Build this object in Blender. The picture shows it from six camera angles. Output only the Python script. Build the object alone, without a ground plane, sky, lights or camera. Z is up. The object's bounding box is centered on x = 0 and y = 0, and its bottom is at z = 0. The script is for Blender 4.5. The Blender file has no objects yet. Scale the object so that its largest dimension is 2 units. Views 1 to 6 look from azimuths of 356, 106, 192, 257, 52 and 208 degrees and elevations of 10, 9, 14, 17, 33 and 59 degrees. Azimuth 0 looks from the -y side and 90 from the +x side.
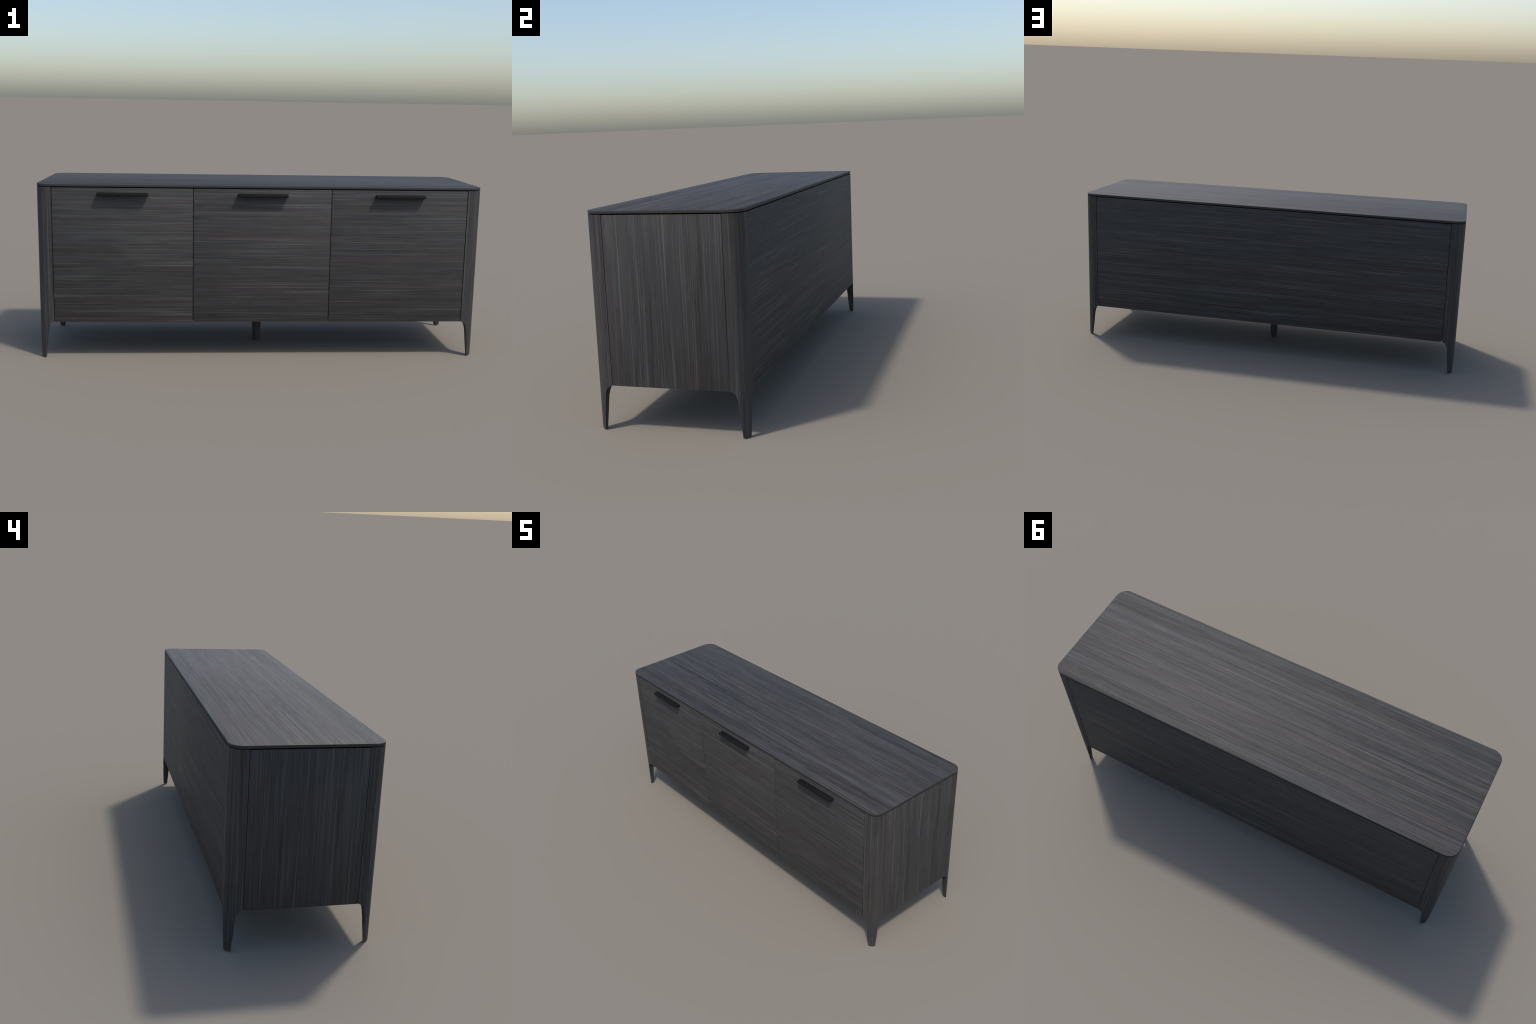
"""Low three-door sideboard in grey-stained straight-grained wood with black pulls."""
import bpy, bmesh, math
from mathutils import Vector

# ------------------------------------------------------------------ sizes (m)
HX = 1.0                        # half length
Y0, Y1 = -0.2737, 0.3003        # front / back faces of the body
YC = (Y0 + Y1) / 2
R = 0.050                       # plan radius of the rounded corners
Z_TOP, Z_SLAB = 0.7872, 0.7768  # upper / lower face of the top panel
Z_POST, Z_DOOR = 0.7737, 0.7722  # upper ends of corner posts / of doors and panels
Z_BOT = 0.1652                  # underside of the body
POST = 0.0685                   # width of a corner post on each of its faces
SEAM = 0.0028                   # shadow gap between doors
HAIR = 0.0019                   # tighter joint at end and back panels
DOOR_EDGE = (-0.9315, -0.3100, 0.3100, 0.9315)
PANEL_T = 0.020                 # door and panel thickness
HANDLE_L, HANDLE_D = 0.2250, 0.0266
HANDLE_Z = 0.7520

# ------------------------------------------------------------------ materials
def wood(name, grain, dark=(0.0146, 0.0141, 0.0134), light=(0.083, 0.0800, 0.0763), seed=0.0, contrast=1.55, bands=0.26, per_object=True):
    """grain: 'x' or 'z' = direction of the fibres, 'edge' = lines level all round a rim."""
    m = bpy.data.materials.new(name)
    m.use_nodes = True
    nt = m.node_tree
    nt.nodes.clear()
    N, L = nt.nodes.new, nt.links.new

    def math_(op, a, b=None, c=None):
        n = N('ShaderNodeMath'); n.operation = op
        for i, v in enumerate((a, b, c)):
            if v is None: continue
            if isinstance(v, (int, float)): n.inputs[i].default_value = v
            else: L(v, n.inputs[i])
        return n.outputs[0]

    tc = N('ShaderNodeTexCoord').outputs['Object']
    # every piece is cut from another stretch of veneer
    off = N('ShaderNodeVectorMath'); off.operation = 'ADD'
    L(tc, off.inputs[0])
    if per_object:
        rnd = N('ShaderNodeObjectInfo').outputs['Random']
        comb = N('ShaderNodeCombineXYZ')
        for i, k in enumerate((7.3, 11.9, 5.7)):
            L(math_('MULTIPLY_ADD', rnd, k, seed + i * 1.7), comb.inputs[i])
        L(comb.outputs[0], off.inputs[1])
    else:
        off.inputs[1].default_value = (seed, seed * 1.3 + 2, seed * 0.7 + 1)
    base = off.outputs[0]

    # the fibres wander a little
    wob = N('ShaderNodeTexNoise'); wob.inputs['Scale'].default_value = 1.0
    wob.inputs['Detail'].default_value = 1.5
    wm = N('ShaderNodeMapping')
    wm.inputs['Scale'].default_value = {'x': (2.2, 9, 9), 'z': (9, 9, 2.2), 'edge': (2, 2, 9)}[grain]
    L(base, wm.inputs['Vector']); L(wm.outputs[0], wob.inputs['Vector'])
    sub = N('ShaderNodeVectorMath'); sub.operation = 'SUBTRACT'
    L(wob.outputs['Color'], sub.inputs[0]); sub.inputs[1].default_value = (0.5, 0.5, 0.5)
    sc = N('ShaderNodeVectorMath'); sc.operation = 'SCALE'; sc.inputs['Scale'].default_value = 0.008
    L(sub.outputs[0], sc.inputs[0])
    add = N('ShaderNodeVectorMath'); add.operation = 'ADD'
    L(base, add.inputs[0]); L(sc.outputs[0], add.inputs[1])
    vec = add.outputs[0]

    def streak(along, across, detail, shift, rough=0.5):
        mp = N('ShaderNodeMapping')
        mp.inputs['Scale'].default_value = {'x': (along, across, across), 'z': (across, across, along),
                                            'edge': (along, along, across)}[grain]
        mp.inputs['Location'].default_value = (shift, shift * 0.6, shift * 1.4)
        L(vec, mp.inputs['Vector'])
        t = N('ShaderNodeTexNoise')
        t.inputs['Scale'].default_value = 1.0
        t.inputs['Detail'].default_value = detail
        t.inputs['Roughness'].default_value = rough
        L(mp.outputs[0], t.inputs['Vector'])
        return t.outputs['Fac']

    fine = streak(2.4, 350, 1.0, 3.1, 0.5)      # single fibres
    mid = streak(1.9, 175, 2.0, 8.7, 0.55)      # fibre bundles
    broad = streak(0.6, 24, 2.0, 15.2, 0.55)    # growth bands running the full length
    cloud = streak(9.0, 44, 3.0, 21.9, 0.6)     # cloudy mottling of the stain
    pale = streak(1.8, 200, 0.5, 33.3)          # sparse pale lines
    hue = streak(0.9, 20, 3.0, 44.4, 0.6)       # warm / cool bands
    tint = streak(3.0, 70, 1.0, 57.7)           # bluish / greenish drift

    s = math_('MULTIPLY', fine, 0.40)
    s = math_('MULTIPLY_ADD', mid, 0.34, s)
    s = math_('MULTIPLY_ADD', broad, bands, s)
    s = math_('MULTIPLY_ADD', cloud, 0.26, s)
    # contrast around the mean
    s = math_('MULTIPLY_ADD', math_('SUBTRACT', s, 0.50 + bands / 2), contrast, 0.33)
    pr = N('ShaderNodeMapRange')
    pr.inputs['From Min'].default_value = 0.56; pr.inputs['From Max'].default_value = 0.76
    pr.inputs['To Min'].default_value = 0.0; pr.inputs['To Max'].default_value = 0.55
    L(pale, pr.inputs['Value'])
    s = math_('ADD', s, pr.outputs[0])

    ramp = N('ShaderNodeValToRGB')
    ramp.color_ramp.elements[0].position = 0.0
    ramp.color_ramp.elements[0].color = (*dark, 1)
    ramp.color_ramp.elements[1].position = 1.0
    ramp.color_ramp.elements[1].color = (*light, 1)
    L(s, ramp.inputs['Fac'])

    hr = N('ShaderNodeValToRGB')
    e = hr.color_ramp.elements
    e[0].position = 0.40; e[0].color = (0.975, 1.005, 1.0, 1)
    e[1].position = 0.60; e[1].color = (1.10, 0.98, 0.98, 1)
    L(hue, hr.inputs['Fac'])
    mix = N('ShaderNodeMix'); mix.data_type = 'RGBA'; mix.blend_type = 'MULTIPLY'
    mix.inputs['Factor'].default_value = 1.0
    L(ramp.outputs['Color'], mix.inputs['A']); L(hr.outputs['Color'], mix.inputs['B'])

    tr = N('ShaderNodeValToRGB')
    e = tr.color_ramp.elements
    e[0].position = 0.36; e[0].color = (0.985, 0.985, 1.05, 1)
    e[1].position = 0.64; e[1].color = (1.005, 1.02, 0.95, 1)
    L(tint, tr.inputs['Fac'])
    mix2 = N('ShaderNodeMix'); mix2.data_type = 'RGBA'; mix2.blend_type = 'MULTIPLY'
    mix2.inputs['Factor'].default_value = 1.0
    L(mix.outputs['Result'], mix2.inputs['A']); L(tr.outputs['Color'], mix2.inputs['B'])

    bump = N('ShaderNodeBump'); bump.inputs['Strength'].default_value = 0.06
    bump.inputs['Distance'].default_value = 0.001
    L(fine, bump.inputs['Height'])

    p = N('ShaderNodeBsdfPrincipled')
    L(mix2.outputs['Result'], p.inputs['Base Color'])
    p.inputs['Roughness'].default_value = ROUGH
    p.inputs['Specular IOR Level'].default_value = SPEC
    L(bump.outputs[0], p.inputs['Normal'])
    o = N('ShaderNodeOutputMaterial'); L(p.outputs[0], o.inputs['Surface'])
    return m

ROUGH, SPEC = 0.66, 0.42

def plain(name, col, rough, spec=0.5, grain=0.0):
    m = bpy.data.materials.new(name); m.use_nodes = True
    nt = m.node_tree
    p = nt.nodes['Principled BSDF']
    p.inputs['Roughness'].default_value = rough
    p.inputs['Specular IOR Level'].default_value = spec
    tc = nt.nodes.new('ShaderNodeTexCoord')
    n = nt.nodes.new('ShaderNodeTexNoise'); n.inputs['Scale'].default_value = 60
    nt.links.new(tc.outputs['Object'], n.inputs['Vector'])
    r = nt.nodes.new('ShaderNodeValToRGB')
    r.color_ramp.elements[0].color = (*[c * (1 - grain) for c in col], 1)
    r.color_ramp.elements[1].color = (*[c * (1 + grain) for c in col], 1)
    nt.links.new(n.outputs['Fac'], r.inputs['Fac'])
    nt.links.new(r.outputs['Color'], p.inputs['Base Color'])
    return m

WOOD_TOP = wood('wood_top', 'x', seed=14.0, contrast=2.3, bands=0.46,
                dark=(0.0140, 0.0134, 0.0126), light=(0.078, 0.0745, 0.0705))
WOOD_X = wood('wood_long_grain', 'x', seed=2.0)
WOOD_Z = wood('wood_upright_grain', 'z', seed=5.0)
WOOD_RIM = wood('wood_rim', 'edge', seed=3.0, dark=(0.020, 0.0196, 0.0185), light=(0.050, 0.0485, 0.046))
BLACK = plain('black_metal', (0.0058, 0.0058, 0.0059), 0.65, 0.2, 0.12)
DARK = plain('dark_board', (0.016, 0.016, 0.017), 0.8, 0.2, 0.2)

# ------------------------------------------------------------------ mesh helpers
def obj_from_bm(bm, name, mats, parent, origin=(0, 0, 0), angle=35, smooth=True):
    o = Vector(origin)
    bmesh.ops.recalc_face_normals(bm, faces=bm.faces)
    for v in bm.verts: v.co -= o
    me = bpy.data.meshes.new(name); bm.to_mesh(me); bm.free()
    for m in mats: me.materials.append(m)
    for p in me.polygons: p.use_smooth = smooth
    if smooth: me.set_sharp_from_angle(angle=math.radians(angle))
    ob = bpy.data.objects.new(name, me)
    bpy.context.scene.collection.objects.link(ob)
    ob.parent = parent
    ob.location = o - (abs_loc(parent) if parent else Vector())
    return ob

def abs_loc(o):
    v = Vector(o.location)
    while o.parent:
        o = o.parent; v += o.location
    return v

def box_bm(x0, x1, y0, y1, z0, z1, bevel=0.0, seg=2):
    bm = bmesh.new()
    bmesh.ops.create_cube(bm, size=1)
    for v in bm.verts:
        v.co = Vector((x0 if v.co.x < 0 else x1, y0 if v.co.y < 0 else y1, z0 if v.co.z < 0 else z1))
    if bevel:
        bmesh.ops.bevel(bm, geom=bm.edges[:], offset=bevel, segments=seg, profile=0.5, affect='EDGES')
    return bm

def loft(rings, name_caps=True):
    bm = bmesh.new()
    V = [[bm.verts.new(p) for p in ring] for ring in rings]
    n = len(V[0])
    for a, b in zip(V, V[1:]):
        for i in range(n):
            bm.faces.new((a[i], a[(i + 1) % n], b[(i + 1) % n], b[i]))
    bm.faces.new(V[0][::-1]); bm.faces.new(V[-1])
    return bm

def rounded_plan(inset, z, seg=14):
    """Rounded-rectangle plan of the body, drawn in by `inset`."""
    r = R - inset
    pts = []
    for cx, cy, a0 in ((HX - R, Y1 - R, 0), (-HX + R, Y1 - R, 90), (-HX + R, Y0 + R, 180), (HX - R, Y0 + R, 270)):
        for k in range(seg + 1):
            a = math.radians(a0 + 90 * k / seg)
            pts.append((cx + r * math.cos(a), cy + r * math.sin(a), z))
    return pts

# ------------------------------------------------------------------ the sideboard
root = bpy.data.objects.new('sideboard', None)
bpy.context.scene.collection.objects.link(root)
root.location = (0, YC, 0)
root['label'] = 'long low dark grey wood sideboard with three doors and tapered legs'
root['category'] = 'sideboard'

# top panel: thin slab with eased rims, level lines on its edge
e = 0.0006
bm = loft([rounded_plan(e, Z_SLAB), rounded_plan(0.3 * e, Z_SLAB + 0.3 * e), rounded_plan(0, Z_SLAB + e),
           rounded_plan(0, Z_TOP - e), rounded_plan(0.3 * e, Z_TOP - 0.3 * e), rounded_plan(e, Z_TOP)])
bm.normal_update()
for f in bm.faces:
    f.material_index = 1 if abs(f.normal.z) < 0.5 else 0
obj_from_bm(bm, 'top_panel', [WOOD_TOP, WOOD_RIM], root, (0, YC, Z_TOP), angle=50)

# carcass: dark box set back behind doors and panels, seen only through the seams
obj_from_bm(box_bm(-HX + PANEL_T + 0.002, HX - PANEL_T - 0.002, Y0 + PANEL_T + 0.002, Y1 - PANEL_T - 0.002,
                   Z_BOT + 0.002, Z_SLAB - 0.0002), 'carcass', [DARK], root, (0, YC, 0.4), smooth=False)

# doors, each with its pull
g = SEAM / 2
BEV = 0.0006
def handle_mesh():
    """Angle-section pull: flat tongue with a turned-down front lip, soft edges."""
    h = HANDLE_L / 2
    d = HANDLE_D
    # section: top falls slightly to the front, small lip under the front edge, thicker at the door
    prof = [(0.0, 0.0), (-d, -0.0042), (-d, -0.0128), (-d + 0.0042, -0.0128), (-d + 0.0056, -0.0105), (0.0, -0.0128)]
    bm = bmesh.new()
    A = [bm.verts.new((-h, y, z)) for y, z in prof]
    B = [bm.verts.new((h, y, z)) for y, z in prof]
    n = len(prof)
    for i in range(n):
        bm.faces.new((A[i], A[(i + 1) % n], B[(i + 1) % n], B[i]))
    bm.faces.new(A[::-1]); bm.faces.new(B)
    bmesh.ops.recalc_face_normals(bm, faces=bm.faces)
    # plan corners rounded first, then all other edges eased
    up = [ed for ed in bm.edges if abs(ed.verts[0].co.x - ed.verts[1].co.x) < 1e-6
          and abs(ed.verts[0].co.z - ed.verts[1].co.z) > 0.005 and min(v.co.y for v in ed.verts) < -d + 1e-4
          and max(v.co.y for v in ed.verts) < -d + 1e-4]
    bmesh.ops.bevel(bm, geom=up, offset=0.003, segments=4, profile=0.5, affect='EDGES')
    long_ = [ed for ed in bm.edges if ed.calc_face_angle(0) > math.radians(25)]
    bmesh.ops.bevel(bm, geom=long_, offset=0.0007, segments=2, profile=0.5, affect='EDGES')
    me = bpy.data.meshes.new('handle'); 
    bmesh.ops.recalc_face_normals(bm, faces=bm.faces)
    bm.to_mesh(me); bm.free()
    for p in me.polygons: p.use_smooth = True
    me.set_sharp_from_angle(angle=math.radians(40))
    me.materials.append(BLACK)
    return me

HANDLE = handle_mesh()
for xa, xb in zip(DOOR_EDGE, DOOR_EDGE[1:]):
    xc = (xa + xb) / 2
    bm = box_bm(xa + g, xb - g, Y0, Y0 + PANEL_T, Z_BOT, Z_DOOR, BEV)
    door = obj_from_bm(bm, 'door', [WOOD_X], root, (xc, Y0, Z_BOT))
    pull = bpy.data.objects.new('handle', HANDLE)
    bpy.context.scene.collection.objects.link(pull)
    pull.parent = door
    pull.location = (0, 0.0002, HANDLE_Z - Z_BOT)

# back and end panels
obj_from_bm(box_bm(-HX + POST + HAIR - g, HX - POST - HAIR + g, Y1 - PANEL_T, Y1, Z_BOT, Z_DOOR, BEV),
            'back_panel', [WOOD_X], root, (0, Y1, Z_BOT))
for sx in (-1, 1):
    xs = sorted((sx * HX, sx * (HX - PANEL_T)))
    obj_from_bm(box_bm(*xs, Y0 + POST + HAIR - g, Y1 - POST - HAIR + g, Z_BOT, Z_DOOR, BEV),
                'side_panel', [WOOD_Z], root, (sx * HX, YC, Z_BOT))

# corner legs: rounded post down to the floor, cut back below the body by a fillet and a taper
LEG_WIDTH = [  # height, width left on each face, radius of the inner arris
    (0.0, 0.0275, 0.006), (0.030, 0.0302, 0.008), (0.066, 0.0338, 0.010), (0.100, 0.0366, 0.012),
    (0.122, 0.0385, 0.011), (0.134, 0.0400, 0.008), (0.143, 0.0420, 0.006), (0.150, 0.0447, 0.005),
    (0.1555, 0.0485, 0.005), (0.1595, 0.0530, 0.005), (0.1625, 0.0580, 0.005), (0.1645, 0.0630, 0.005),
    (Z_BOT + 0.0003, POST - g, 0.005), (Z_POST - 0.0006, POST - g, 0.005), (Z_POST, POST - g - 0.0006, 0.005)]

def leg_section(d, rho, z, n=26, ni=6):
    """Plan of a leg whose outer corner is at the origin and whose body lies in +x +y."""
    # outer line: along one face, round the corner, along the other face
    t0 = 0.0 if d >= R else math.acos(max(0.0, (R - d) / R))
    if d < R:   # face line starts on the arc itself
        a0 = math.asin((R - d) / R)
        straight = 0.0
    else:
        a0, straight = 0.0, d - R
    arc = R * (math.pi / 2 - 2 * a0)
    total = arc + 2 * straight
    out = []
    for k in range(n + 1):
        s = total * k / n
        if straight > 0 and s <= straight: p = (d - s, 0.0)
        elif straight > 0 and s >= straight + arc: p = (0.0, R + (s - straight - arc))
        else:
            a = a0 + (s - straight) / R
            p = (R - R * math.sin(a), R - R * math.cos(a))
        out.append(p)
    for k in range(ni + 1):   # inner arris
        a = math.pi / 2 * k / ni
        out.append((d - rho + rho * math.sin(a), d - rho + rho * math.cos(a)))
    return [(x, y, z) for x, y in out]

def leg_rings(sx, sy):
    cx, cy = sx * HX, (Y0 if sy < 0 else Y1)
    rings = []
    rows = []
    for (za, da, ra), (zb, db, rb) in zip(LEG_WIDTH, LEG_WIDTH[1:]):
        rows.append((za, da, ra))
        if za < 0.12:
            rows.append(((za + zb) / 2, (da + db) / 2, (ra + rb) / 2))
    rows.append(LEG_WIDTH[-1])
    # tiny easing under the foot
    z, d, r = rows[0]
    rows[0] = (0.0012, d, r)
    for i, (z, d, r) in enumerate(rows):
        rings.append([(cx - sx * x, cy - sy * y, z) for x, y, z in leg_section(d, r, z)])
    foot = [(cx - sx * (0.015 + (x - 0.015) * 0.955), cy - sy * (0.015 + (y - 0.015) * 0.955), 0.0)
            for x, y, z in leg_section(rows[0][1], rows[0][2], 0)]
    return [foot] + rings

for sx in (-1, 1):
    for sy in (-1, 1):
        obj_from_bm(loft(leg_rings(sx, sy)), 'leg', [WOOD_Z], root,
                    (sx * HX, Y0 if sy < 0 else Y1, 0), angle=40)

# round tapered support under the middle
rings = []
for z, r in ((0, 0.0150), (0.0012, 0.0164), (0.03, 0.0182), (0.087, 0.0212), (Z_BOT + 0.0015, 0.0252)):
    rings.append([(r * math.cos(2 * math.pi * k / 40), YC + r * math.sin(2 * math.pi * k / 40), z) for k in range(40)])
obj_from_bm(loft(rings), 'center_leg', [WOOD_Z], root, (0, YC, 0), angle=40)
